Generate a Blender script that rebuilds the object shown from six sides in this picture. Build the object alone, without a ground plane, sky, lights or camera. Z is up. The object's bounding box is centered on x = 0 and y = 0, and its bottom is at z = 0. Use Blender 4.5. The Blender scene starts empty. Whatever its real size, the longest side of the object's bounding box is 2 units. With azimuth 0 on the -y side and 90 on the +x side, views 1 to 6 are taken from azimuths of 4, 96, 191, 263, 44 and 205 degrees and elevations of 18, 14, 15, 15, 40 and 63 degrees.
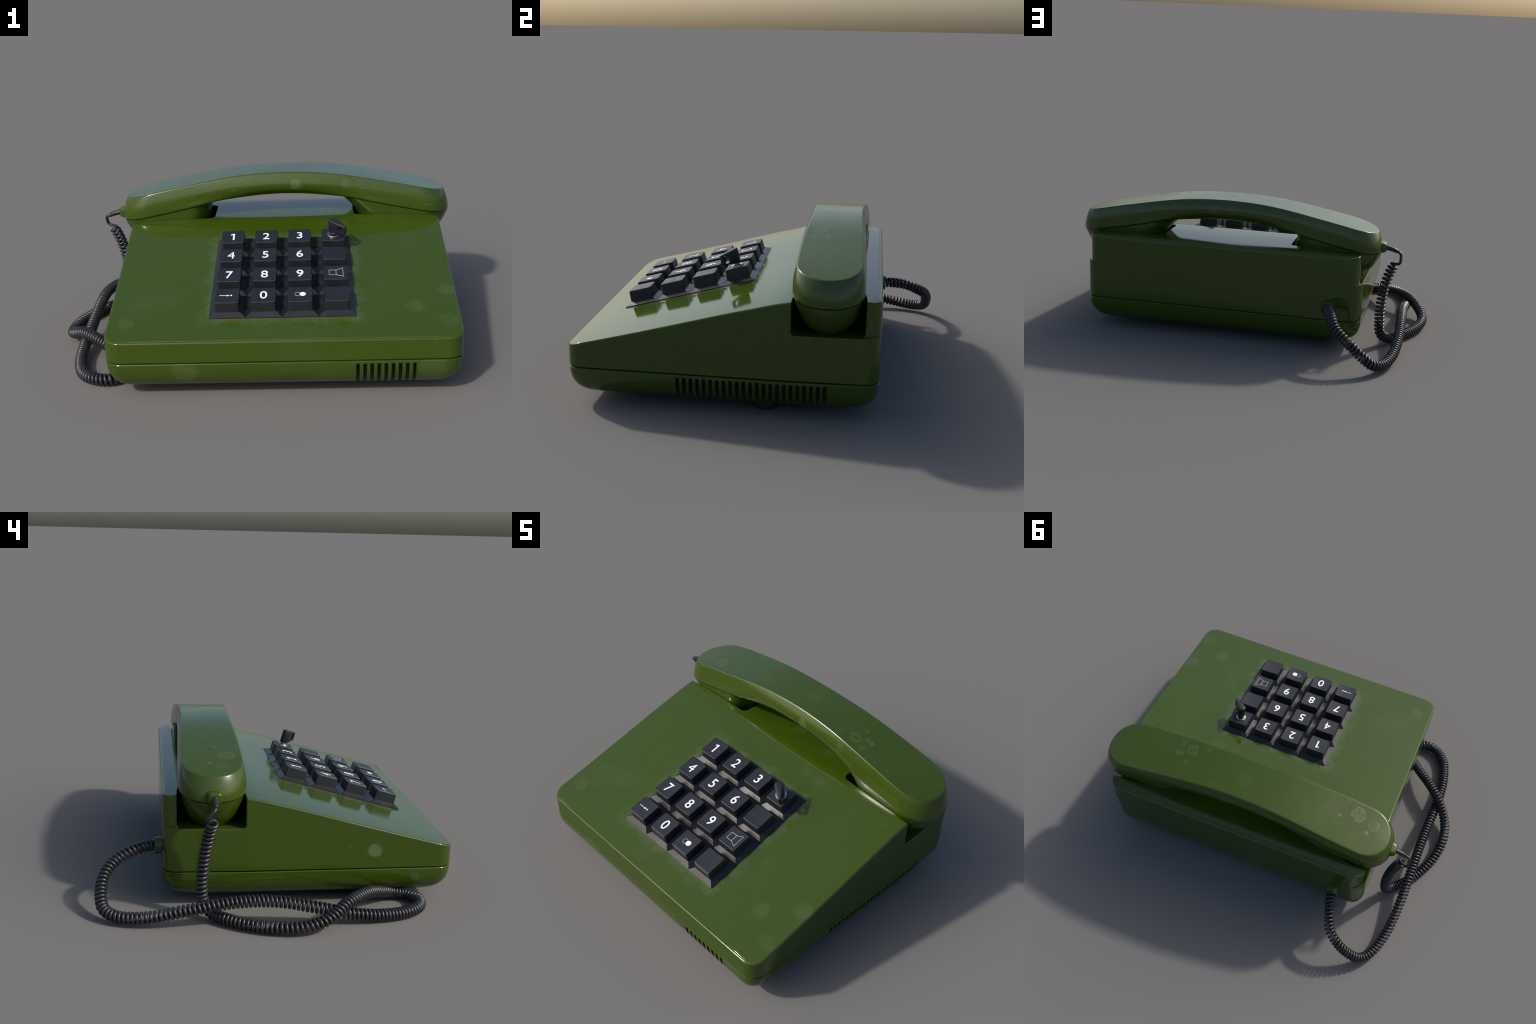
import bpy, bmesh, math, random
from mathutils import Vector, Matrix

random.seed(7)
CX = 0.137            # symmetry plane of housing and handset
SEAM = 0.184          # height of the parting line between housing and base

# ------------------------------------------------------------------ helpers
def lerp(a, b, t): return a + (b - a) * t

def curve1(pts, x):
    """smooth (monotone cubic) interpolation through (x, value) control points"""
    if x <= pts[0][0]: return pts[0][1]
    if x >= pts[-1][0]: return pts[-1][1]
    n = len(pts)
    d = [(pts[i+1][1]-pts[i][1])/(pts[i+1][0]-pts[i][0]) for i in range(n-1)]
    m = [d[0]] + [0 if d[i-1]*d[i] <= 0 else 2*d[i-1]*d[i]/(d[i-1]+d[i]) for i in range(1, n-1)] + [d[-1]]
    for i in range(n-1):
        if x <= pts[i+1][0]:
            h = pts[i+1][0]-pts[i][0]; t = (x-pts[i][0])/h
            return ((2*t**3-3*t*t+1)*pts[i][1] + (t**3-2*t*t+t)*h*m[i]
                    + (-2*t**3+3*t*t)*pts[i+1][1] + (t**3-t*t)*h*m[i+1])

def link(obj, parent=None):
    bpy.context.scene.collection.objects.link(obj)
    if parent is not None: obj.parent = parent
    return obj

def mesh_obj(name, verts, faces, mat, parent=None, smooth=35, recalc=True):
    me = bpy.data.meshes.new(name)
    me.from_pydata([tuple(v) for v in verts], [], faces)
    bm = bmesh.new(); bm.from_mesh(me)
    bmesh.ops.remove_doubles(bm, verts=bm.verts, dist=1e-6)
    if recalc: bmesh.ops.recalc_face_normals(bm, faces=bm.faces)
    bm.to_mesh(me); bm.free()
    if mat: me.materials.append(mat)
    o = link(bpy.data.objects.new(name, me), parent)
    shade(o, smooth)
    return o

def shade(o, angle):
    me = o.data
    me.polygons.foreach_set('use_smooth', [angle > 0]*len(me.polygons))
    if angle > 0: me.set_sharp_from_angle(angle=math.radians(angle))
    me.update()

def apply_mods(o):
    dg = bpy.context.evaluated_depsgraph_get()
    me = bpy.data.meshes.new_from_object(o.evaluated_get(dg))
    o.modifiers.clear(); old = o.data; o.data = me
    bpy.data.meshes.remove(old)

def boolean(o, cutter, op='DIFFERENCE'):
    m = o.modifiers.new('b', 'BOOLEAN'); m.operation = op; m.object = cutter; m.solver = 'EXACT'
    apply_mods(o)
    bpy.data.objects.remove(cutter)

def bevel(o, width, seg=3, angle=30, weighted=True):
    m = o.modifiers.new('v', 'BEVEL'); m.width = width; m.segments = seg
    m.limit_method = 'ANGLE'; m.angle_limit = math.radians(angle); m.harden_normals = False
    m.use_clamp_overlap = True
    apply_mods(o)
    o.data.polygons.foreach_set('use_smooth', [True]*len(o.data.polygons))
    o.data.set_sharp_from_angle(angle=math.radians(50))
    if weighted:
        w = o.modifiers.new('w', 'WEIGHTED_NORMAL'); w.keep_sharp = True; w.mode = 'FACE_AREA'; w.weight = 90
        apply_mods(o)

def rings_faces(nring, n, closed=True, cap0=False, cap1=False):
    f = []
    for r in range(nring-1):
        for i in range(n if closed else n-1):
            j = (i+1) % n
            f.append((r*n+i, r*n+j, (r+1)*n+j, (r+1)*n+i))
    if cap0: f.append(tuple(range(n-1, -1, -1)))
    if cap1: f.append(tuple((nring-1)*n+i for i in range(n)))
    return f

def rounded_rect(hw, hh, r, n=6):
    """closed outline, counter-clockwise, centred on 0"""
    out = []
    for cx, cy, a0 in ((hw-r, hh-r, 0), (-hw+r, hh-r, 90), (-hw+r, -hh+r, 180), (hw-r, -hh+r, 270)):
        for i in range(n+1):
            a = math.radians(a0 + 90*i/n)
            out.append((cx + r*math.cos(a), cy + r*math.sin(a)))
    return out

# ------------------------------------------------------------------ materials
class Nodes:
    def __init__(self, name):
        self.mat = bpy.data.materials.new(name); self.mat.use_nodes = True
        self.nt = self.mat.node_tree; self.nt.nodes.clear()
        self.out = self.nt.nodes.new('ShaderNodeOutputMaterial')
        self.bsdf = self.nt.nodes.new('ShaderNodeBsdfPrincipled')
        self.nt.links.new(self.bsdf.outputs[0], self.out.inputs[0])
        self.co = self.nt.nodes.new('ShaderNodeTexCoord').outputs['Object']
    def set(self, sock, v):
        if hasattr(v, 'node'): self.nt.links.new(v, sock)
        elif v is not None: sock.default_value = v
    def node(self, t, ins=None, **props):
        n = self.nt.nodes.new(t)
        for k, v in props.items(): setattr(n, k, v)
        for k, v in (ins or {}).items(): self.set(n.inputs[k], v)
        return n
    def math(self, op, a, b=None, c=None, clamp=False):
        n = self.node('ShaderNodeMath', operation=op, use_clamp=clamp)
        self.set(n.inputs[0], a)
        if b is not None: self.set(n.inputs[1], b)
        if c is not None: self.set(n.inputs[2], c)
        return n.outputs[0]
    def vmath(self, op, a, b=None, out=0):
        n = self.node('ShaderNodeVectorMath', operation=op)
        self.set(n.inputs[0], a)
        if b is not None: self.set(n.inputs[1], b)
        return n.outputs[out]
    def ramp(self, x, lo, hi, a=0.0, b=1.0):
        n = self.node('ShaderNodeMapRange', interpolation_type='SMOOTHSTEP')
        for i, v in enumerate((x, lo, hi, a, b)): self.set(n.inputs[i], v)
        return n.outputs[0]
    def noise(self, scale, detail=2.0, rough=0.5, co=None, out='Fac'):
        return self.node('ShaderNodeTexNoise', {'Vector': co or self.co, 'Scale': scale, 'Detail': detail, 'Roughness': rough}).outputs[out]
    def mix(self, fac, a, b):
        n = self.node('ShaderNodeMix', data_type='RGBA')
        self.set(n.inputs[0], fac); self.set(n.inputs[6], a); self.set(n.inputs[7], b)
        return n.outputs[2]
    def mapping(self, loc=(0,0,0), rot=(0,0,0), scale=(1,1,1)):
        return self.node('ShaderNodeMapping', {0: self.co, 1: loc, 2: rot, 3: scale}).outputs[0]
    def bump(self, h, strength, dist):
        return self.node('ShaderNodeBump', {'Height': h, 'Strength': strength, 'Distance': dist}).outputs[0]

GREEN = (0.035, 0.063, 0.0037, 1)
DUSTY = (0.115, 0.145, 0.075, 1)

def green_plastic(name, spots=(), rings=(), scratch=1.0, keypad_dust=False, rough=(0.08, 0.125)):
    """glossy olive-green moulding with faint smudges, hairline scratches and dried drops"""
    N = Nodes(name)
    warp = N.vmath('SCALE', N.vmath('SUBTRACT', N.noise(9, 2, out='Color'), (0.5, 0.5, 0.5)), None)
    warp.node.inputs['Scale'].default_value = 0.05
    wco = N.vmath('ADD', N.co, warp)
    # smudges: soft oval thumb marks scattered by a voronoi, plus the larger placed ones
    v = N.node('ShaderNodeTexVoronoi', {'Vector': wco, 'Scale': 4.2, 'Randomness': 1.0})
    rnd = N.node('ShaderNodeSeparateColor', {0: v.outputs['Color']}).outputs
    rad = N.math('MULTIPLY_ADD', rnd[0], 0.10, 0.06)
    smudge = N.math('MULTIPLY', N.math('LESS_THAN', v.outputs['Distance'], rad), N.ramp(rnd[1], 0.55, 1.0, 0, 0.16))
    edge = N.ramp(N.math('DIVIDE', v.outputs['Distance'], rad), 0.75, 1.0, 1, 0)
    smudge = N.math('MULTIPLY', smudge, edge)
    for (p, r, k) in spots:
        d = N.vmath('DISTANCE', wco, p, 1)
        smudge = N.math('MAXIMUM', smudge, N.ramp(d, r*0.55, r*1.05, k*0.48, 0))
    mott = N.ramp(N.noise(14, 5, 0.65), 0.3, 0.75, 0.45, 1)
    smudge = N.math('MULTIPLY', smudge, mott)
    # general thin film
    film = N.ramp(N.noise(3.1, 4, 0.6), 0.5, 0.8, 0, 0.10)
    fine = N.ramp(N.noise(60, 3, 0.7), 0.66, 0.78, 0, 0.13)
    dust = N.math('MAXIMUM', N.math('MAXIMUM', smudge, film), fine)
    # hairline scratches
    for k, (rot, half, wide, gain) in enumerate((((0.0, 0.0, 0.5), 1.3, 55, 0.30), ((0.2, 0.3, -0.8), 1.6, 60, 0.26), ((0.9, 0.2, 1.5), 1.9, 60, 0.30),
                                                 ((0.5, 1.1, 0.3), 1.5, 55, 0.28), ((1.4, 0.1, 1.1), 2.2, 70, 0.28), ((1.57, 0.15, 0.0), 1.4, 60, 0.26))):
        rc = N.node('ShaderNodeMapping', {0: wco, 1: (k*3.1, 1.7+k, 0.4*k), 2: rot, 3: (1, 1, 1)}).outputs[0]
        co = N.node('ShaderNodeMapping', {0: rc, 3: (half, wide, wide)}).outputs[0]
        v = N.node('ShaderNodeTexVoronoi', {'Vector': co, 'Scale': 1.0})
        rn = N.node('ShaderNodeSeparateColor', {0: v.outputs['Color']}).outputs
        line = N.ramp(v.outputs['Distance'], 0.04, N.math('MULTIPLY_ADD', rn[0], 0.07, 0.07), 1, 0)
        line = N.math('MULTIPLY', line, N.math('MULTIPLY', rn[1], gain*1.3*scratch))
        dust = N.math('MAXIMUM', dust, line)
    # dried drops: pale rim with a fainter inside
    for (p, r, k) in rings:
        jig = N.vmath('SCALE', N.vmath('SUBTRACT', N.noise(22, 3, 0.6, out='Color'), (0.5, 0.5, 0.5)), None)
        jig.node.inputs['Scale'].default_value = r*1.1
        d = N.vmath('DISTANCE', N.vmath('ADD', N.co, jig), p, 1)
        rim = N.ramp(N.math('ABSOLUTE', N.math('SUBTRACT', d, r*0.85)), 0.0, 0.0045, k, 0)
        ins = N.ramp(d, r*0.8, r*0.9, k*0.40, 0)
        ins = N.math('MULTIPLY', ins, N.ramp(N.noise(48, 4, 0.7), 0.35, 0.7, 0.2, 1))
        rim = N.math('MULTIPLY', rim, N.ramp(N.noise(26, 2), 0.35, 0.6, 0.15, 1))
        dust = N.math('MAXIMUM', dust, N.math('MAXIMUM', rim, ins))
    if keypad_dust:
        s = N.node('ShaderNodeSeparateXYZ', {0: N.co}).outputs
        du = N.math('MAXIMUM', N.math('SUBTRACT', N.math('ABSOLUTE', N.math('SUBTRACT', s[0], PAD_C[0])), 0.325), 0.0)
        dv = N.math('MAXIMUM', N.math('SUBTRACT', N.math('ABSOLUTE', N.math('DIVIDE', N.math('SUBTRACT', s[1], PAD_C[1]), CT)), 0.325), 0.0)
        d = N.math('SQRT', N.math('ADD', N.math('MULTIPLY', du, du), N.math('MULTIPLY', dv, dv)))
        wid = N.ramp(N.noise(13, 4, 0.65), 0.25, 0.75, 0.015, 0.085)
        halo = N.math('SUBTRACT', 1.0, N.math('DIVIDE', d, wid), clamp=True)
        up = N.ramp(s[2], 0.40, 0.46, 1, 1)
        halo = N.math('MULTIPLY', halo, N.ramp(N.noise(21, 4, 0.7), 0.25, 0.7, 0.04, 0.42))
        dust = N.math('MAXIMUM', dust, N.math('MULTIPLY', halo, up))
    tint = N.mix(N.ramp(N.noise(1.7, 3, 0.5), 0.3, 0.7), GREEN, (GREEN[0]*0.93, GREEN[1]*0.95, GREEN[2]*0.9, 1))
    N.set(N.bsdf.inputs['Base Color'], N.mix(dust, tint, DUSTY))
    rough = N.math('ADD', N.ramp(N.noise(6, 4, 0.6), 0.35, 0.8, rough[0], rough[1]), N.math('MULTIPLY', dust, 0.5))
    N.set(N.bsdf.inputs['Roughness'], rough)
    N.set(N.bsdf.inputs['IOR'], 1.5)
    N.set(N.bsdf.inputs['Normal'], N.bump(N.noise(38, 2, 0.5), 0.02, 0.002))
    return N.mat

def dark_plastic(name, col=(0.0110, 0.0125, 0.0175, 1), rough=0.40, grain=0.16, grain_scale=320, spec=0.5):
    N = Nodes(name)
    sp = N.ramp(N.noise(grain_scale, 3, 0.7), 0.45, 0.75)
    pale = tuple(c*1.9+0.004 for c in col[:3]) + (1,)
    N.set(N.bsdf.inputs['Base Color'], N.mix(N.math('MULTIPLY', sp, 0.35), col, pale))
    N.set(N.bsdf.inputs['Roughness'], N.ramp(N.noise(11, 4, 0.6), 0.3, 0.75, rough-0.07, rough+0.09))
    N.set(N.bsdf.inputs['Normal'], N.bump(N.noise(grain_scale, 3, 0.65), grain, 0.0012))
    N.set(N.bsdf.inputs['Specular IOR Level'], spec)
    return N.mat

def plain(name, col, rough, metallic=0.0, spec=None):
    N = Nodes(name)
    N.set(N.bsdf.inputs['Base Color'], N.mix(N.ramp(N.noise(30, 4, 0.6), 0.3, 0.7), col, tuple(c*0.88 for c in col[:3]) + (1,)))
    N.set(N.bsdf.inputs['Roughness'], N.ramp(N.noise(40, 3, 0.6), 0.3, 0.7, rough*0.85, rough*1.15))
    N.set(N.bsdf.inputs['Metallic'], metallic)
    if spec is not None: N.set(N.bsdf.inputs['Specular IOR Level'], spec)
    return N.mat

# ------------------------------------------------------------------ keypad frame (used by the dust halo too)
TILT = math.radians(15.3); CT, ST = math.cos(TILT), math.sin(TILT)
PAD_S = 0.652; CELL = PAD_S/4
PAD_O = Vector((CX - PAD_S/2, -0.6945, 0.3285))
U = Vector((1, 0, 0)); V = Vector((0, CT, ST)); W = Vector((0, -ST, CT))
def pad(u, v, w): return PAD_O + U*u + V*v + W*w
PAD_C = pad(PAD_S/2, PAD_S/2, 0)

housing_mat = green_plastic('green_housing_plastic', keypad_dust=True, spots=(
    ((0.726, -0.621, 0.345), 0.052, 0.34), ((0.884, -0.500, 0.378), 0.055, 0.36), ((0.862, -0.716, 0.319), 0.052, 0.34), ((0.44, 0.054, 0.531), 0.050, 0.24),
    ((0.33, 0.064, 0.533), 0.035, 0.2), ((-0.560, -0.704, 0.322), 0.050, 0.32), ((-0.655, -0.464, 0.267), 0.042, 1.7),
    ((-0.655, -0.339, 0.291), 0.014, 0.5), ((0.33, 0.25, 0.553), 0.040, 0.35), ((0.08, 0.27, 0.553), 0.045, 0.30)))
base_mat = green_plastic('green_base_plastic', spots=(
    ((-0.295, -0.848, 0.143), 0.062, 0.5), ((0.776, -0.848, 0.140), 0.075, 0.45), ((0.93, -0.76, 0.13), 0.055, 0.5), ((-0.655, -0.669, 0.142), 0.038, 0.6)))
handset_mat = green_plastic('green_handset_plastic', scratch=1.1, rough=(0.17, 0.24), spots=(
    ((0.207, 0.165, 0.715), 0.036, 0.85), ((-0.19, 0.17, 0.668), 0.020, 0.5), ((0.455, 0.165, 0.715), 0.030, 0.45), ((0.20, 0.45, 0.72), 0.035, 0.5),
    ((0.537, 0.274, 0.743), 0.016, 1.0), ((0.566, 0.271, 0.737), 0.016, 1.0), ((0.548, 0.212, 0.741), 0.024, 0.4), ((0.766, 0.273, 0.696), 0.008, 0.7),
    ((0.40, 0.215, 0.750), 0.030, 0.35), ((0.14, 0.30, 0.778), 0.05, 0.25)), rings=(
    ((0.487, 0.240, 0.752), 0.033, 0.60), ((0.487, 0.316, 0.751), 0.014, 0.5), ((-0.500, 0.232, 0.695), 0.044, 0.55),
    ((-0.594, 0.256, 0.675), 0.034, 0.28), ((-0.573, 0.314, 0.679), 0.010, 0.4), ((-0.405, 0.280, 0.714), 0.009, 0.45)))
lower_mat = green_plastic('green_cup_plastic', rough=(0.18, 0.24))
key_mat = dark_plastic('charcoal_button_plastic')
plate_mat = dark_plastic('charcoal_plate_plastic', col=(0.011, 0.012, 0.016, 1), rough=0.23, grain=0.12, grain_scale=320, spec=0.42)
cord_mat = dark_plastic('black_cord_rubber', col=(0.017, 0.018, 0.022, 1), rough=0.33, grain=0.08, grain_scale=120)
foot_mat = dark_plastic('black_rubber', col=(0.012, 0.012, 0.013, 1), rough=0.5, grain=0.2)
groove_mat = plain('dark_groove', (0.004, 0.007, 0.002, 1), 0.6)
vent_mat = plain('painted_vent_shadow', (0.017, 0.026, 0.010, 1), 0.5)
white_mat = plain('white_print', (0.82, 0.83, 0.84, 1), 0.5)
line_mat = plain('pale_line_print', (0.42, 0.45, 0.52, 1), 0.5)
metal_mat = plain('brushed_nickel', (0.52, 0.50, 0.47, 1), 0.28, metallic=1.0)

root = bpy.data.objects.new('telephone', None)
link(root)
root['label'] = 'glossy olive green push-button desk telephone with black coiled cord'
root['category'] = 'telephone'

# ------------------------------------------------------------------ housing
Y0, Y1 = -0.848, 0.534
def half_width(y):
    return 0.795 - 0.014*max(0.0, (0.15 - y)/0.98) - 0.012*max(0.0, (y-0.15)/0.38)

def plan_outline(off=0.0, rf=0.075, rb=0.070, ys=(), n=9):
    """right half front->back as list of (x, y); mirrored by the caller. off = inward offset"""
    y0, y1 = Y0+off, Y1-off
    rf, rb = max(rf-off*0.3, 0.02), max(rb-off*0.3, 0.02)
    pts = []
    hw = half_width(y0+rf)-off
    for i in range(n+1):
        a = math.radians(-90 + 90*i/n)
        pts.append((hw-rf+rf*math.cos(a), y0+rf+rf*math.sin(a)))
    for y in ys: pts.append((half_width(y)-off, y))
    hw = half_width(y1-rb)-off
    for i in range(n+1):
        a = math.radians(90*i/n)
        pts.append((hw-rb+rb*math.cos(a), y1-rb+rb*math.sin(a)))
    return pts

# deck height along the depth: on the centre line it swells up under the handset, at the sides it rolls off
DECK_MID = [(-0.86, 0.2790), (-0.69, 0.3255), (-0.40, 0.4055), (-0.065, 0.4980), (0.05, 0.5285), (0.10, 0.5415), (0.128, 0.5478),
            (0.145, 0.5500), (0.165, 0.5508), (0.25, 0.5518), (0.38, 0.5522), (0.425, 0.5520), (0.465, 0.5515), (0.50, 0.5500), (0.56, 0.5460)]
DECK_END = [(-0.86, 0.2790), (-0.69, 0.3205), (-0.40, 0.3975), (-0.10, 0.4795), (0.0, 0.5045), (0.06, 0.5205), (0.11, 0.5312), (0.15, 0.5375),
            (0.20, 0.5410), (0.30, 0.5440), (0.465, 0.5475), (0.50, 0.5450), (0.56, 0.5405)]
def deck(d, y):
    return lerp(curve1(DECK_MID, y), curve1(DECK_END, y), min(1.0, abs(d/0.79)**3.5))
def edge_r(y):
    t = min(1.0, max(0.0, (y-0.40)/0.10)); return 0.0095 + 0.0065*t*t*(3-2*t)

ys = [-0.70, -0.60, -0.50, -0.40, -0.30, -0.20, -0.12, -0.06, 0.0, 0.045, 0.085, 0.112, 0.128, 0.138, 0.149, 0.165, 0.215, 0.26, 0.32, 0.38, 0.425, 0.447, 0.461]
FIL = 6; COLS = 24
verts, faces = [], []
def ring(off_k):
    """one closed loop; off_k: -2 = foot, -1 = half way, 0..FIL = steps around the edge fillet"""
    h = plan_outline(0.0, ys=ys); out = []
    a = max(0, math.pi/2*off_k/FIL)
    for x, y in h:
        r = edge_r(y); ins = r*(1-math.cos(a))
        hx = half_width(y)
        # inset towards the inside of the outline
        sx = x - ins*min(1.0, max(0.0, (x-(hx-0.08))/0.06))
        cy = y
        if y < Y0+0.075: cy = y + ins*(1-(y-Y0)/0.075)
        if y > Y1-0.070: cy = y - ins*(1-(Y1-y)/0.070)
        top_z = deck(x, y) - r*(1-math.sin(a))
        z = top_z if off_k >= 0 else lerp(SEAM+0.003, top_z, 1+off_k/2)
        out.append((sx, cy, z))
    return out
prev = [-2, -1] + list(range(FIL+1))
loops = [ring(k) for k in prev]
m = len(loops[0])
for L in loops: verts += [(CX+x, y, z) for x, y, z in L] + [(CX-x, y, z) for x, y, z in reversed(L)]
faces = rings_faces(len(loops), 2*m)
faces.append(tuple(range(2*m-1, -1, -1)))
# deck surface as a grid between the two sides
grid = []
top = loops[-1]; base_i = (len(loops)-1)*2*m
for i, (x, y, z) in enumerate(top):
    row = [base_i + i]
    for c in range(1, COLS):
        d = lerp(x, -x, c/COLS)
        row.append(len(verts)); verts.append((CX+d, y, z if i in (0, m-1) else deck(d, y)))
    row.append(base_i + 2*m-1-i); grid.append(row)
# the long front and back edges share the deck's end rows, so that the shell is closed
b0 = base_i - 2*m
for i, (p, q) in ((0, (2*m-1, 0)), (m-1, (m-1, m))):
    old = [f for f in faces if len(f) == 4 and set(f) == {b0+p, b0+q, base_i+p, base_i+q}][0]
    faces.remove(old)
    mid = grid[i] if grid[i][0] == base_i+q else list(reversed(grid[i]))
    faces.append(tuple([b0+p, b0+q] + mid))
for i in range(m-1):
    for c in range(COLS): faces.append((grid[i][c], grid[i+1][c], grid[i+1][c+1], grid[i][c+1]))
housing = mesh_obj('housing', verts, faces, housing_mat, root)

def prism(poly, z0, z1, mat):
    n = len(poly)
    return mesh_obj('cutter', [(x, y, z0) for x, y in poly] + [(x, y, z1) for x, y in poly],
                    rings_faces(2, n, cap0=True, cap1=True), mat)

def arc(cx, cy, r, a0, a1, n=6):
    return [(cx+r*math.cos(math.radians(lerp(a0, a1, i/n))), cy+r*math.sin(math.radians(lerp(a0, a1, i/n)))) for i in range(n+1)]

for s in (1, -1):
    # cradle well: wide at the outer end, narrowing towards the grip
    poly = [(0.90, 0.150), (0.90, 0.466)]
    back = [(0.78, 0.466), (0.70, 0.462), (0.62, 0.450), (0.54, 0.432), (0.47, 0.413)]
    front = [(0.44, 0.158), (0.52, 0.157), (0.60, 0.155), (0.68, 0.153), (0.74, 0.151), (0.78, 0.150)]
    poly = poly + back + arc(0.400, 0.372, 0.035, 90, 180) + arc(0.395, 0.188, 0.030, 180, 270) + front
    poly = [(CX + s*x, y) for x, y in poly]
    lay = ((0.0200, 0.3900), (0.0120, 0.3910), (0.0055, 0.3945), (0.0015, 0.4000), (0.0, 0.4080), (0.0, 0.70))
    cv = []
    for ins, z in lay:
        cv += [(x - s*0 + (s*ins if abs(x-CX) < 0.45 else 0), 0.308 + (y-0.308)*(1-ins/0.16), z) for x, y in poly]
    boolean(housing, mesh_obj('cutter', cv, rings_faces(len(lay), len(poly), cap0=True, cap1=True), housing_mat))
    # rear wall is set back a little above the cradle floor and rounded at its end
    poly = [(0.768, 0.40), (0.90, 0.40), (0.90, 0.62), (0.700, 0.62), (0.695, 0.5345)] + arc(0.703, 0.4695, 0.065, 88, 0, 8)
    poly = [(CX + s*x, y) for x, y in poly]
    boolean(housing, prism(poly, 0.3920, 0.70, housing_mat))

# round the edges left by the cuts
bm = bmesh.new(); bm.from_mesh(housing.data)
bmesh.ops.remove_doubles(bm, verts=bm.verts, dist=0.0012)
bmesh.ops.dissolve_degenerate(bm, edges=bm.edges, dist=0.0008)
sel = []
for e in bm.edges:
    if len(e.link_faces) != 2 or not e.is_convex: continue
    c = (e.verts[0].co + e.verts[1].co)/2
    if c.z < 0.37 or c.y < 0.13: continue
    if e.calc_face_angle(0) > math.radians(38): sel.append(e)
bmesh.ops.bevel(bm, geom=sel, offset=0.0030, offset_type='OFFSET', segments=3, profile=0.5, affect='EDGES', clamp_overlap=False, loop_slide=True)
bm.to_mesh(housing.data); bm.free()
housing.data.polygons.foreach_set('use_smooth', [True]*len(housing.data.polygons))
housing.data.set_sharp_from_angle(angle=math.radians(42))
wn = housing.modifiers.new('w', 'WEIGHTED_NORMAL'); wn.keep_sharp = True; wn.mode = 'FACE_AREA'; wn.weight = 70
apply_mods(housing)

# ------------------------------------------------------------------ base tray
PROF = [(0.014, 0.1795), (0.004, 0.1795), (0.0015, 0.1785), (0.0, 0.176), (0.001, 0.155), (0.004, 0.135), (0.010, 0.114), (0.019, 0.095), (0.032, 0.078),
        (0.050, 0.063), (0.075, 0.049), (0.105, 0.038), (0.145, 0.029), (0.200, 0.023), (0.26, 0.021)]
verts = []
for off, z in PROF:
    h = plan_outline(off, ys=[-0.4, -0.2, 0, 0.2])
    verts += [(CX+x, y, z) for x, y in h] + [(CX-x, y, z) for x, y in reversed(h)]
n = len(h)*2
base = mesh_obj('base_tray', verts, rings_faces(len(PROF), n, cap0=True, cap1=True), base_mat, root)

def boxes(specs, mat):
    v, f = [], []
    for (x0, x1, y0, y1, z0, z1) in specs:
        b = len(v)
        v += [(x, y, z) for z in (z0, z1) for x, y in ((x0, y0), (x1, y0), (x1, y1), (x0, y1))]
        f += [tuple(b+i for i in q) for q in ((3, 2, 1, 0), (4, 5, 6, 7), (0, 1, 5, 4), (1, 2, 6, 5), (2, 3, 7, 6), (3, 0, 4, 7))]
    return mesh_obj('cutter', v, f, mat, smooth=0)

slots = []
for i in range(9):
    x = 0.4525 + i*0.0303
    slots.append((x, x+0.0160, -0.90, -0.788, 0.01, 0.1675))
xr = CX + 0.790
for i in range(23):
    y = -0.350 + i*0.02925
    slots.append((xr-0.058, 1.0, y, y+0.0165, 0.01, 0.1670))
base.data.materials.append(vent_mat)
shade(base, 40)
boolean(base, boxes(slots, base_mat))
# slot bottoms are solid; painted dark green for the shade inside the vents
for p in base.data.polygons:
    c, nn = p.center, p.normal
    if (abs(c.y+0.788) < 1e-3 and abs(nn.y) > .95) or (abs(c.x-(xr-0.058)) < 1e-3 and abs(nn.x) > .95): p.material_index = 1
bm = bmesh.new(); bm.from_mesh(base.data); bm.to_mesh(base.data); bm.free()
shade(base, 32)
h = plan_outline(0.009)
verts = []
for z in (0.172, 0.195): verts += [(CX+x, y, z) for x, y in h] + [(CX-x, y, z) for x, y in reversed(h)]
mesh_obj('dark_seam_block', verts, rings_faces(2, len(h)*2, cap0=True, cap1=True), groove_mat, root)

# ------------------------------------------------------------------ feet
def lathe(profile, n=32, axis='Z', origin=(0, 0, 0), xform=None):
    v = []
    for r, z in profile:
        for i in range(n):
            a = 2*math.pi*i/n
            p = Vector((r*math.cos(a), r*math.sin(a), z))
            if xform: p = xform(p)
            v.append(p + Vector(origin))
    return v, rings_faces(len(profile), n, cap0=True, cap1=True)
FOOT = [(0.052, 0.0), (0.060, 0.004), (0.063, 0.010), (0.062, 0.018), (0.057, 0.023), (0.055, 0.05)]
v, f = lathe(FOOT)
foot = None
for (x, y) in ((0.768, 0.03), (CX-0.50, -0.50), (CX+0.40, -0.52), (CX-0.50, 0.20)):
    if foot is None:
        foot = mesh_obj('rubber_foot', v, f, foot_mat, root); o = foot
    else:
        o = link(foot.copy(), root)
    o.location = (x, y, 0)

# ------------------------------------------------------------------ rear cable collar
def ring_y(p): return Vector((p.x, p.z, p.y))
v, f = lathe([(0.027, 0.51), (0.041, 0.51), (0.040, 0.560), (0.038, 0.564), (0.034, 0.565), (0.031, 0.562), (0.0305, 0.52)], 36, xform=ring_y, origin=(-0.478, 0, 0.256))
collar = mesh_obj('cable_collar', v, f[:-2], housing_mat, root)
v, f = lathe([(0.033, 0.545), (0.0, 0.5451)], 24, xform=ring_y, origin=(-0.478, 0, 0.256))
mesh_obj('collar_opening', v, f[:-2], groove_mat, collar)

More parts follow.
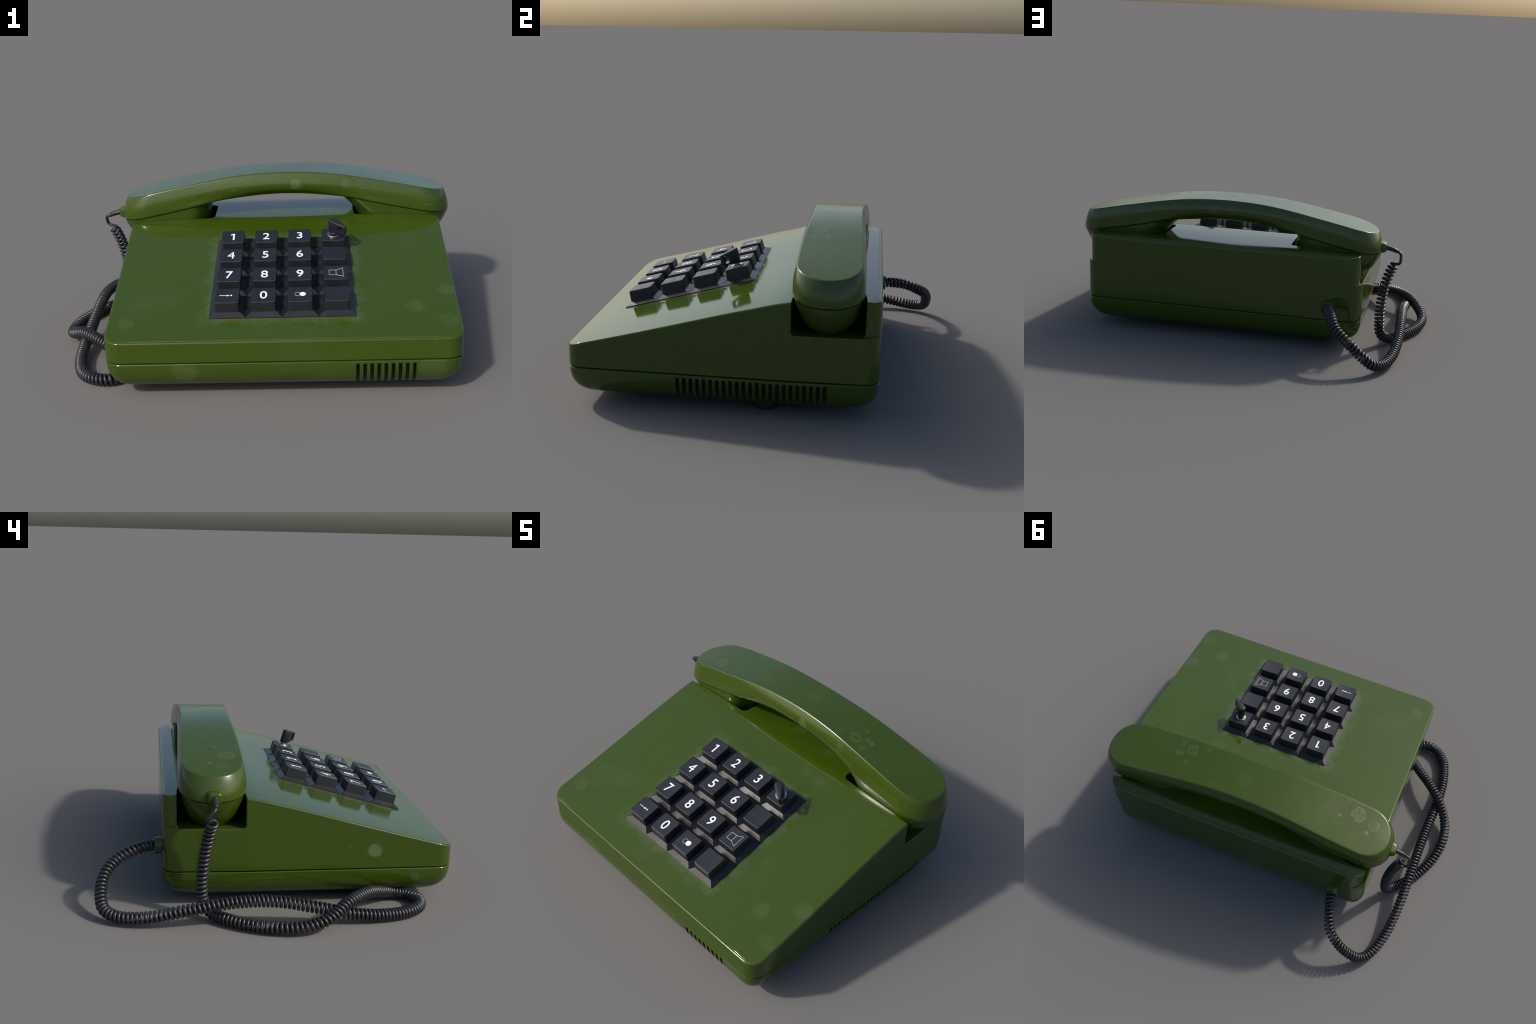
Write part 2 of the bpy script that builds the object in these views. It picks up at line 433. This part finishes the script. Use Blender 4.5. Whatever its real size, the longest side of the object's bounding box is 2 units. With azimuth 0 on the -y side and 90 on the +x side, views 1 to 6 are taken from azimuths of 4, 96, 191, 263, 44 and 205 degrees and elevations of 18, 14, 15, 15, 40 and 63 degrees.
# ------------------------------------------------------------------ keypad plate
verts, faces = [], []
K = 0.0565; TOPW = 0.0145
for r in range(4):
    for c in range(4):
        u0, v0 = c*CELL, r*CELL; uc, vc = u0+CELL/2, v0+CELL/2-0.001
        b = len(verts)
        for hw, w, full in ((CELL/2, 0.0, 1), (K, TOPW, 0)):
            cu, cv = (u0+CELL/2, v0+CELL/2) if full else (uc, vc)
            verts += [pad(cu+a*hw, cv+d*hw, w) for a, d in ((-1, -1), (1, -1), (1, 1), (-1, 1))]
        faces += [(b+i, b+(i+1) % 4, b+4+(i+1) % 4, b+4+i) for i in range(4)] + [(b+4, b+5, b+6, b+7)]
b = len(verts)
for w in (0.0, -0.0055, -0.0056, -0.03):
    e = 0.004 if w < -0.0055 else 0.0
    verts += [pad(a, d, w) for a, d in ((e, e), (PAD_S-e, e), (PAD_S-e, PAD_S-e), (e, PAD_S-e))]
faces += [(b+r*4+i, b+r*4+(i+1) % 4, b+(r+1)*4+(i+1) % 4, b+(r+1)*4+i) for r in range(3) for i in range(4)]
faces.append((b+15, b+14, b+13, b+12))
plate = mesh_obj('keypad_plate', verts, faces, plate_mat, root, smooth=0)

# ------------------------------------------------------------------ push buttons with their print
KEY_TOP, SAG = 0.0660, 0.0018
def sag(u): return SAG*max(0.0, 1-(u/0.052)**2)
levels = [(0.0570, 0.008, 0.0085, 0), (0.0566, 0.015, 0.0085, 0), (0.0546, KEY_TOP-0.0060, 0.0090, 0.6), (0.0542, KEY_TOP-0.0032, 0.0090, 1), (0.0536, KEY_TOP-0.0010, 0.0088, 1), (0.0524, KEY_TOP, 0.0082, 1),
          (0.0505, KEY_TOP, 0.0075, 1), (0.043, KEY_TOP, 0.006, 1), (0.032, KEY_TOP, 0.005, 1), (0.020, KEY_TOP, 0.004, 1), (0.008, KEY_TOP, 0.003, 1)]
verts = []
NC = 5
def dense_rr(hw, r):
    o = rounded_rect(hw, hw, r, NC); out = []
    for i in range(len(o)):
        a, c = o[i], o[(i+1) % len(o)]; out.append(a)
        if i % (NC+1) == NC:
            for k in range(1, 8): out.append((lerp(a[0], c[0], k/8), lerp(a[1], c[1], k/8)))
    return out
for hw, w, r, sg in levels:
    ring = dense_rr(hw, r)
    verts += [(u, v, w - sg*sag(u)) for u, v in ring]
key_faces = rings_faces(len(levels), len(ring), cap0=True, cap1=True)
PADROT = Matrix.Rotation(TILT, 4, 'X')

def outline_mesh(pts, th, z0, z1):
    """thin closed printed line along a polygon"""
    n = len(pts); v = []
    for z in (z0, z1):
        for k, s in ((0, -1), (1, 1)):
            for i in range(n):
                p, a, c = Vector(pts[i]), Vector(pts[i-1]), Vector(pts[(i+1) % n])
                d1, d2 = (p-a).normalized(), (c-p).normalized()
                n1, n2 = Vector((-d1.y, d1.x)), Vector((-d2.y, d2.x))
                m = (n1+n2); m /= max(m.length_squared/2, 1e-6)
                q = p + m*s*th/2
                v.append((q.x, q.y, z))
    f = []
    for i in range(n):
        j = (i+1) % n
        f += [(i, j, n+j, n+i), (2*n+i, 3*n+i, 3*n+j, 2*n+j), (i, 2*n+i, 2*n+j, j), (n+i, n+j, 3*n+j, 3*n+i)]
    return v, f

def disc(cx, cy, r, n, z0, z1):
    pts = [(cx+r*math.cos(2*math.pi*i/n), cy+r*math.sin(2*math.pi*i/n)) for i in range(n)]
    return [(x, y, z0) for x, y in pts] + [(x, y, z1) for x, y in pts], rings_faces(2, n, cap0=True, cap1=True)

def poly_prism(pts, z0, z1):
    return [(x, y, z0) for x, y in pts] + [(x, y, z1) for x, y in pts], rings_faces(2, len(pts), cap0=True, cap1=True)

def joined(parts):
    v, f = [], []
    for pv, pf in parts:
        b = len(v); v += pv; f += [tuple(b+i for i in q) for q in pf]
    return v, f

Z0, Z1 = -0.0010, 0.0010
def print_on(button, name, v, f, mat):
    v = [(x, y, KEY_TOP - sag(x) + z) for x, y, z in v]
    return mesh_obj(name, v, f, mat, button, smooth=0)

def glyph(ch):
    cu = bpy.data.curves.new('glyph', 'FONT'); cu.body = ch; cu.size = 0.074
    cu.align_x = 'CENTER'; cu.align_y = 'CENTER'; cu.offset = 0.0 if ch == '4' else 0.0005; cu.resolution_u = 12; cu.extrude = 0.0007
    o = bpy.data.objects.new('glyph', cu); link(o)
    dg = bpy.context.evaluated_depsgraph_get()
    me = bpy.data.meshes.new_from_object(o.evaluated_get(dg))
    v = [tuple(p.co) for p in me.vertices]; f = [tuple(p.vertices) for p in me.polygons]
    bpy.data.objects.remove(o); bpy.data.meshes.remove(me)
    xs = [p[0] for p in v]; yy = [p[1] for p in v]
    mx, my = (min(xs)+max(xs))/2, (min(yy)+max(yy))/2
    hy = (max(yy)-min(yy))/2
    s = 0.0275/hy
    return [((x-mx)*s*0.93, (y-my)*s, z+0.0003) for x, y, z in v], f

layout = [['arrow', '0', 'circles', ''], ['7', '8', '9', 'speaker'], ['4', '5', '6', ''], ['1', '2', '3', 'lock']]
button = None
for r in range(4):
    for c in range(4):
        if button is None:
            button = mesh_obj('push_button', verts, key_faces, key_mat, root, smooth=40); o = button
        else:
            o = link(button.copy(), root)
        o.matrix_local = Matrix.Translation(pad((c+0.5)*CELL, (r+0.5)*CELL-0.001, 0)) @ PADROT
        k = layout[r][c]
        if k == '1':
            gv, gf = poly_prism([(-0.0005, -0.0275), (0.0078, -0.0275), (0.0078, 0.0275), (0.0010, 0.0275), (-0.0130, 0.0200), (-0.0100, 0.0138), (-0.0005, 0.0182)], Z0, Z1)
            print_on(o, 'digit', gv, gf, white_mat)
        elif k.isdigit():
            gv, gf = glyph(k); print_on(o, 'digit', gv, gf, white_mat)
        elif k == 'arrow':
            parts = [poly_prism([(-0.035, -0.0012), (0.0, -0.0012), (0.0, 0.0012), (-0.035, 0.0012)], Z0, Z1),
                     poly_prism([(-0.001, -0.0058), (0.0115, 0.0), (-0.001, 0.0058)], Z0, Z1+0.0001), disc(0.0185, 0.001, 0.0045, 16, Z0, Z1)]
            print_on(o, 'arrow_symbol', *joined(parts), white_mat)
        elif k == 'circles':
            gv, gf = disc(0.0115, 0.0, 0.0142, 32, Z0, Z1+0.0002); print_on(o, 'filled_circle_symbol', gv, gf, white_mat)
            pts = [(-0.0105+0.0130*math.cos(2*math.pi*i/32), 0.0130*math.sin(2*math.pi*i/32)) for i in range(32)]
            gv, gf = outline_mesh(pts, 0.0016, Z0, Z1); print_on(o, 'ring_symbol', gv, gf, line_mat)
        elif k == 'speaker':
            a = outline_mesh([(-0.030, -0.019), (0.002, -0.019), (0.002, 0.019), (-0.030, 0.019)], 0.0017, Z0, Z1)
            d = outline_mesh([(0.0025, -0.0185), (0.034, -0.033), (0.034, 0.033), (0.0025, 0.0185)], 0.0017, Z0, Z1+0.0001)
            print_on(o, 'loudspeaker_symbol', *joined([a, d]), line_mat)

# ------------------------------------------------------------------ key lock
LC = pad(3.5*CELL, 3.5*CELL-0.001, 0)
v, f = lathe([(0.0300, KEY_TOP-0.006), (0.0300, KEY_TOP+0.003), (0.0285, KEY_TOP+0.005), (0.0240, KEY_TOP+0.0060), (0.0120, KEY_TOP+0.0062), (0.0110, KEY_TOP+0.0065), (0.0105, KEY_TOP+0.018)], 36)
lock = mesh_obj('lock_cylinder', v, f, metal_mat, root, smooth=40)
lock.matrix_local = Matrix.Translation(LC) @ PADROT
# key grip: a tear-drop in plan, rounded at the lower tip, with a hole for the ring
R0, R1, LEN = 0.0215, 0.0080, 0.076
def tear(r0, r1, L, n=12):
    b = math.acos((r0-r1)/L); o = []
    for i in range(n+1):
        a = lerp(b, 2*math.pi-b, i/n); o.append((r0*math.cos(a), r0*math.sin(a)))
    for i in range(n+1):
        a = lerp(-b, b, i/n); o.append((L+r1*math.cos(a), r1*math.sin(a)))
    return o
KB, KT = KEY_TOP+0.0115, KEY_TOP+0.0850
verts = []; lv = []
for grow, wt in ((-0.003, 0.0), (-0.0008, 0.06), (0.0, 0.10), (0.0, 0.3), (0.0, 0.5), (0.0, 0.7), (0.0, 0.96), (-0.0008, 0.985), (-0.003, 1.0)):
    for x, y in tear(R0+grow, R1+grow, LEN):
        lo = KB + 0.014*max(0.0, (x-0.012)/0.060)**2     # underside sweeps up towards the tip
        hi = KT - 0.008*max(0.0, x/0.07)
        verts.append((x, y, lerp(lo, hi, wt)))
nT = len(tear(R0, R1, LEN))
key = mesh_obj('key_grip', verts, rings_faces(9, nT, cap0=True, cap1=True), key_mat, lock, smooth=40)
hv, hf = lathe([(0.0165, -0.05), (0.0165, 0.05)], 24, xform=lambda p: Vector((p.x*0.95+0.057, p.z, p.y*1.25+KEY_TOP+0.050)))
boolean(key, mesh_obj('cutter', hv, hf, key_mat, lock), 'DIFFERENCE')
shade(key, 40)
key.matrix_local = Matrix.Rotation(math.radians(-44), 4, 'Z')

# ------------------------------------------------------------------ handset
YC = 0.302
ZT = [(0.0, 0.779), (0.1, 0.7766), (0.2, 0.7705), (0.3, 0.7595), (0.4, 0.7435), (0.45, 0.7345), (0.52, 0.7212), (0.60, 0.7060), (0.68, 0.6895), (0.76, 0.6715), (0.834, 0.653), (0.90, 0.637)]
ZS = [(0.0, 0.659), (0.1, 0.6575), (0.2, 0.6530), (0.30, 0.6450), (0.37, 0.6350), (0.45, 0.6190), (0.52, 0.6035), (0.62, 0.583), (0.72, 0.563), (0.78, 0.552), (0.867, 0.537)]
LB = [(0.0, 0.838), (0.25, 0.852), (0.5, 0.860), (0.8, 0.866), (1.0, 0.866)]
HE = [(0.0, 0.141), (0.25, 0.149), (0.5, 0.154), (0.8, 0.156), (1.0, 0.155)]
HM = [(0.0, 0.120), (0.25, 0.135), (0.5, 0.144), (0.70, 0.138), (0.85, 0.120), (0.95, 0.099), (1.0, 0.085)]
def hs_width(d, b):
    t = min(1.0, abs(d)/0.66); t = t*t*(3-2*t)
    if b > 0.7:
        t2 = min(1.0, abs(d)/0.50); t2 = t2*t2*(3-2*t2)
        t = lerp(t, t2, min(1.0, (b-0.7)/0.2))
    return lerp(curve1(HM, b), curve1(HE, b), t)
def end_factor(d, L, rx, p=2.15):
    u = (abs(d)-(L-rx))/rx
    return 1.0 if u <= 0 else max(0.0, 1-min(1.0, u)**p)**(1/p)
def hs_samples(L, rx, ns=60, na=16):
    x = [L-rx+rx*math.sin(math.pi/2*i/na) for i in range(na+1)]
    s = [(L-rx)*(-1+2*i/ns) for i in range(1, ns)]
    return [-q for q in reversed(x)] + s + x
rows = []       # each row: (inset, blend, dz)
rows += [(0.012, 0.0, 0.0), (0.0045, 0.0, 0.0), (0.0016, 0.0, -0.0005), (0.0004, 0.0, -0.0017), (0.0, 0.030, 0), (0.0, 0.060, 0)]
rows += [(0.0, b, 0) for b in (0.15, 0.28, 0.42, 0.56, 0.70, 0.78, 0.85, 0.91, 0.96)]
rows += [(0.0008, 1.0, 0.001), (0.003, 1.0, -0.0006), (0.016, 1.0, -0.0030), (0.04, 1.0, -0.0045)]
verts = []; M = None
for inset, b, dz in rows:
    L = curve1(LB, b)-inset; rx = 0.150-inset
    xs = hs_samples(L, rx); M = len(xs)
    front, back = [], []
    for d in xs:
        w = (hs_width(d, b)-inset)*end_factor(d, L, rx)
        z = lerp(curve1(ZT, abs(d)), curve1(ZS, abs(d)), b) + dz
        t = min(1.0, abs(d)/0.6); yc = YC - 0.005*b*(1-t*t*(3-2*t))      # the grip leans forward underneath
        front.append((CX+d, yc-w, z)); back.append((CX+d, yc+w, z))
    verts += front + back[-2:0:-1]
n = 2*M-2
faces = rings_faces(len(rows), n)
def strip_cap(off, flip):
    f = []
    for i in range(M-1):
        a, b2 = off+i, off+i+1
        c = off+(n-(i+1)) % n; d = off+(n-i) % n
        q = [a, b2, c, d]
        q = [q[k] for k in range(4) if q[k] not in q[:k]]
        f.append(tuple(reversed(q)) if flip else tuple(q))
    return f
faces += strip_cap(0, False) + strip_cap((len(rows)-1)*n, True)
handset = mesh_obj('handset', verts, faces, handset_mat, root, smooth=50)

HZ = [(0.381, 0.36), (0.383, 0.48), (0.387, 0.58), (0.395, 0.655), (0.410, 0.725), (0.449, 0.825), (0.507, 0.935), (0.545, 0.985)]     # width share by height
LZ = [(0.381, 0.70), (0.383, 0.72), (0.387, 0.742), (0.395, 0.756), (0.410, 0.776), (0.449, 0.816), (0.507, 0.850), (0.545, 0.8635)]
IN_EAR = [(0.381, 0.50), (0.386, 0.475), (0.40, 0.455), (0.45, 0.422), (0.535, 0.388), (0.565, 0.372), (0.59, 0.350), (0.62, 0.315), (0.642, 0.275)]
IN_MOUTH = [(0.381, 0.49), (0.386, 0.465), (0.40, 0.445), (0.45, 0.418), (0.535, 0.395), (0.60, 0.386), (0.64, 0.384)]
def cup(name, side, inner, rin):
    T = [0.0, 0.06, 0.14, 0.24, 0.35, 0.46, 0.57, 0.68, 0.78, 0.86, 0.92, 0.96, 0.98, 1.0]
    verts = []; na, ns, ni = 14, 26, 12
    for t in T:
        zo = lerp(0.545, 0.381, t)
        L = curve1(LZ, zo); share = curve1(HZ, zo)
        zi = lerp(inner[-1][0], 0.381, t); I = curve1(inner, zi)
        rx = 0.155*lerp(1, 0.95, t)
        xs = [I + rin*(1-math.cos(math.pi/2*i/ni)) for i in range(ni+1)]
        a, b = I+rin, max(L-rx, I+rin+0.01)
        xs += [lerp(a, b, i/ns) for i in range(1, ns)]
        xs += [b + (L-b)*math.sin(math.pi/2*i/na) for i in range(na+1)]
        fr, bk = [], []
        for d in xs:
            ui = max(0.0, 1-(d-I)/rin)
            fi = max(0.0, 1-min(1, ui)**2.1)**(1/2.1)
            uo = max(0.0, (d-b)/(L-b)); fo = max(0.0, 1-min(1, uo)**2.05)**(1/2.05)
            w = (hs_width(d, 1.0)*share-0.001)*min(fi, fo)
            z = lerp(curve1(ZS, d)-0.0050, 0.381, t)
            fr.append((CX+side*d, YC-w, z)); bk.append((CX+side*d, YC+w, z))
        verts += fr + bk[-2:0:-1]
    MM = len(xs); n = 2*MM-2
    faces = rings_faces(len(T), n)
    for off in (0, (len(T)-1)*n):
        for i in range(MM-1):
            q = [off+i, off+i+1, off+(n-(i+1)) % n, off+(n-i) % n]
            faces.append(tuple(q[k] for k in range(4) if q[k] not in q[:k]))
    return mesh_obj(name, verts, faces, lower_mat, handset, smooth=60)
cup('earpiece_cup', 1, IN_EAR, 0.115)
cup('mouthpiece_cup', -1, IN_MOUTH, 0.105)

# dark parting gap between the shells
def gap(side, i0):
    xs = [i0 + (0.855-i0)*math.sin(math.pi/2*i/40) for i in range(41)]
    v = []
    for dz in (0.004, -0.010):
        fr, bk = [], []
        for d in xs:
            w = (hs_width(d, 1.0)-0.012)*end_factor(d, 0.8555, 0.14)
            z = curve1(ZS, d)+dz
            fr.append((CX+side*d, YC-w, z)); bk.append((CX+side*d, YC+w, z))
        v += fr + bk[-2::-1]
    return v, rings_faces(2, len(v)//2, cap0=True, cap1=True)
gv, gf = joined([gap(1, 0.36), gap(-1, 0.43)])
mesh_obj('parting_gap', gv, gf, groove_mat, handset, smooth=0)

# boss where the cord enters
verts = []
BR = [(-0.690, 0.046, 0.034, 0.018), (-0.722, 0.038, 0.030, 0.016), (-0.737, 0.033, 0.027, 0.014), (-0.746, 0.029, 0.0245, 0.013), (-0.7505, 0.026, 0.0215, 0.012), (-0.7515, 0.020, 0.017, 0.010)]
for x, a, b, r in BR:
    verts += [(x, 0.300+p, 0.562+q) for p, q in rounded_rect(a, b, r, 6)]
mesh_obj('cord_boss', verts, rings_faces(len(BR), 28, cap0=True, cap1=True), handset_mat, handset, smooth=60)

# ------------------------------------------------------------------ coiled cord
def catmull(P, step):
    P = [Vector(p) for p in P]; Q = [2*P[0]-P[1]] + P + [2*P[-1]-P[-2]]
    out = []
    for i in range(1, len(Q)-2):
        p0, p1, p2, p3 = Q[i-1:i+3]
        def tj(t, a, b): return t + max((b-a).length, 1e-5)**0.5
        t0 = 0; t1 = tj(t0, p0, p1); t2 = tj(t1, p1, p2); t3 = tj(t2, p2, p3)
        nn = max(4, int((p2-p1).length/0.002))
        for k in range(nn):
            t = lerp(t1, t2, k/nn)
            a1 = p0*((t1-t)/(t1-t0))+p1*((t-t0)/(t1-t0)); a2 = p1*((t2-t)/(t2-t1))+p2*((t-t1)/(t2-t1)); a3 = p2*((t3-t)/(t3-t2))+p3*((t-t2)/(t3-t2))
            b1 = a1*((t2-t)/(t2-t0))+a2*((t-t0)/(t2-t0)); b2 = a2*((t3-t)/(t3-t1))+a3*((t-t1)/(t3-t1))
            out.append(b1*((t2-t)/(t2-t1))+b2*((t-t1)/(t2-t1)))
    out.append(P[-1])
    # resample evenly
    res = [out[0]]; acc = 0
    for a, b in zip(out, out[1:]):
        L = (b-a).length
        while acc + L >= step and L > 1e-9:
            a = a + (b-a)*((step-acc)/L); res.append(a.copy()); L = (b-a).length; acc = 0
        acc += L
    return res

def frames(P):
    T = [(P[min(i+1, len(P)-1)]-P[max(i-1, 0)]).normalized() for i in range(len(P))]
    nrm = T[0].orthogonal().normalized(); out = []
    for t in T:
        nrm = (nrm - t*nrm.dot(t)).normalized(); out.append((t, nrm, t.cross(nrm)))
    return out

def tube(P, radius, sides=8):
    v = []
    for i, (p, (t, a, b)) in enumerate(zip(P, frames(P))):
        r = radius(i/(len(P)-1)) if callable(radius) else radius
        v += [p + a*r*math.cos(2*math.pi*k/sides) + b*r*math.sin(2*math.pi*k/sides) for k in range(sides)]
    return v, rings_faces(len(P), sides, cap0=True, cap1=True)

SPINE = [(-0.803, 0.311, 0.472), (-0.780, 0.322, 0.420), (-0.757, 0.338, 0.333), (-0.745, 0.352, 0.226), (-0.746, 0.357, 0.145), (-0.757, 0.348, 0.072),
         (-0.795, 0.306, 0.034), (-0.849, 0.249, 0.030), (-0.908, 0.160, 0.030), (-0.957, 0.043, 0.032), (-0.9715, -0.090, 0.037), (-0.945, -0.192, 0.060),
         (-0.868, -0.295, 0.103), (-0.778, -0.382, 0.103), (-0.700, -0.450, 0.084), (-0.646, -0.508, 0.060), (-0.604, -0.560, 0.042), (-0.604, -0.628, 0.031),
         (-0.668, -0.678, 0.029), (-0.745, -0.665, 0.029), (-0.806, -0.607, 0.029), (-0.848, -0.478, 0.031), (-0.862, -0.330, 0.044), (-0.859, -0.145, 0.082),
         (-0.857, 0.035, 0.113), (-0.862, 0.230, 0.113), (-0.863, 0.430, 0.080), (-0.845, 0.616, 0.044), (-0.802, 0.742, 0.036), (-0.755, 0.796, 0.054),
         (-0.698, 0.810, 0.100), (-0.618, 0.797, 0.162), (-0.548, 0.748, 0.207), (-0.520, 0.690, 0.236), (-0.503, 0.640, 0.249), (-0.484, 0.590, 0.256), (-0.478, 0.535, 0.256)]
step = 0.0012
SPINE = [(x+(0.005 if z < 0.14 else 0.002), y+(0.002 if y < -0.5 else 0), z+(0.002 if z > 0.035 else 0.0010)) for x, y, z in SPINE]
sp = catmull(SPINE, step)
fr = frames(sp)
HR, WR = 0.0215, 0.0081
line = []; phase = 2.4
Ltot = len(sp)
for i in range(Ltot):
    p = sp[i]; t, a, b = fr[i]; s = i*step; e = (Ltot-1-i)*step
    # coils are bunched up around the front bend and looser where the cord hangs
    front = math.exp(-((p.y+0.56)/0.17)**2)
    pitch = 0.0206 - 0.0034*front + 0.0020*math.exp(-(s/0.30)**2) + 0.0010*math.sin(s*9.0)
    dphi = 2*math.pi*step/pitch
    sub = max(1, int(math.ceil(dphi/(2*math.pi/15))))
    for k in range(sub):
        ph = phase + dphi*k/sub
        q = p + t*step*k/sub
        r = HR*min(1.0, 0.45+s/0.02)
        line.append(q + a*r*math.cos(ph) + b*r*math.sin(ph))
    phase += dphi
lead = catmull([(-0.812, 0.300, 0.5415), (-0.824, 0.302, 0.5375), (-0.8325, 0.309, 0.529), (-0.8345, 0.322, 0.512), (-0.834, 0.333, 0.494), (-0.826, 0.334, 0.482), tuple(line[4])], 0.003)
cl = lead[:-1] + line[4:]
v, f = tube(cl, WR, 10)
cord = mesh_obj('coiled_cord', v, f, cord_mat, root, smooth=80)
bootp = catmull([(-0.735, 0.299, 0.563), (-0.765, 0.299, 0.557), (-0.795, 0.300, 0.549), (-0.815, 0.300, 0.5405)], 0.0013)
def boot_r(t):
    base = lerp(0.0155, 0.0105, t)
    return base + 0.0013*(1 if math.sin(t*2*math.pi*9) > 0 else -0.6)*min(1, (1-t)*12)
v, f = tube(bootp, boot_r, 14)
mesh_obj('strain_relief', v, f, cord_mat, cord, smooth=40)
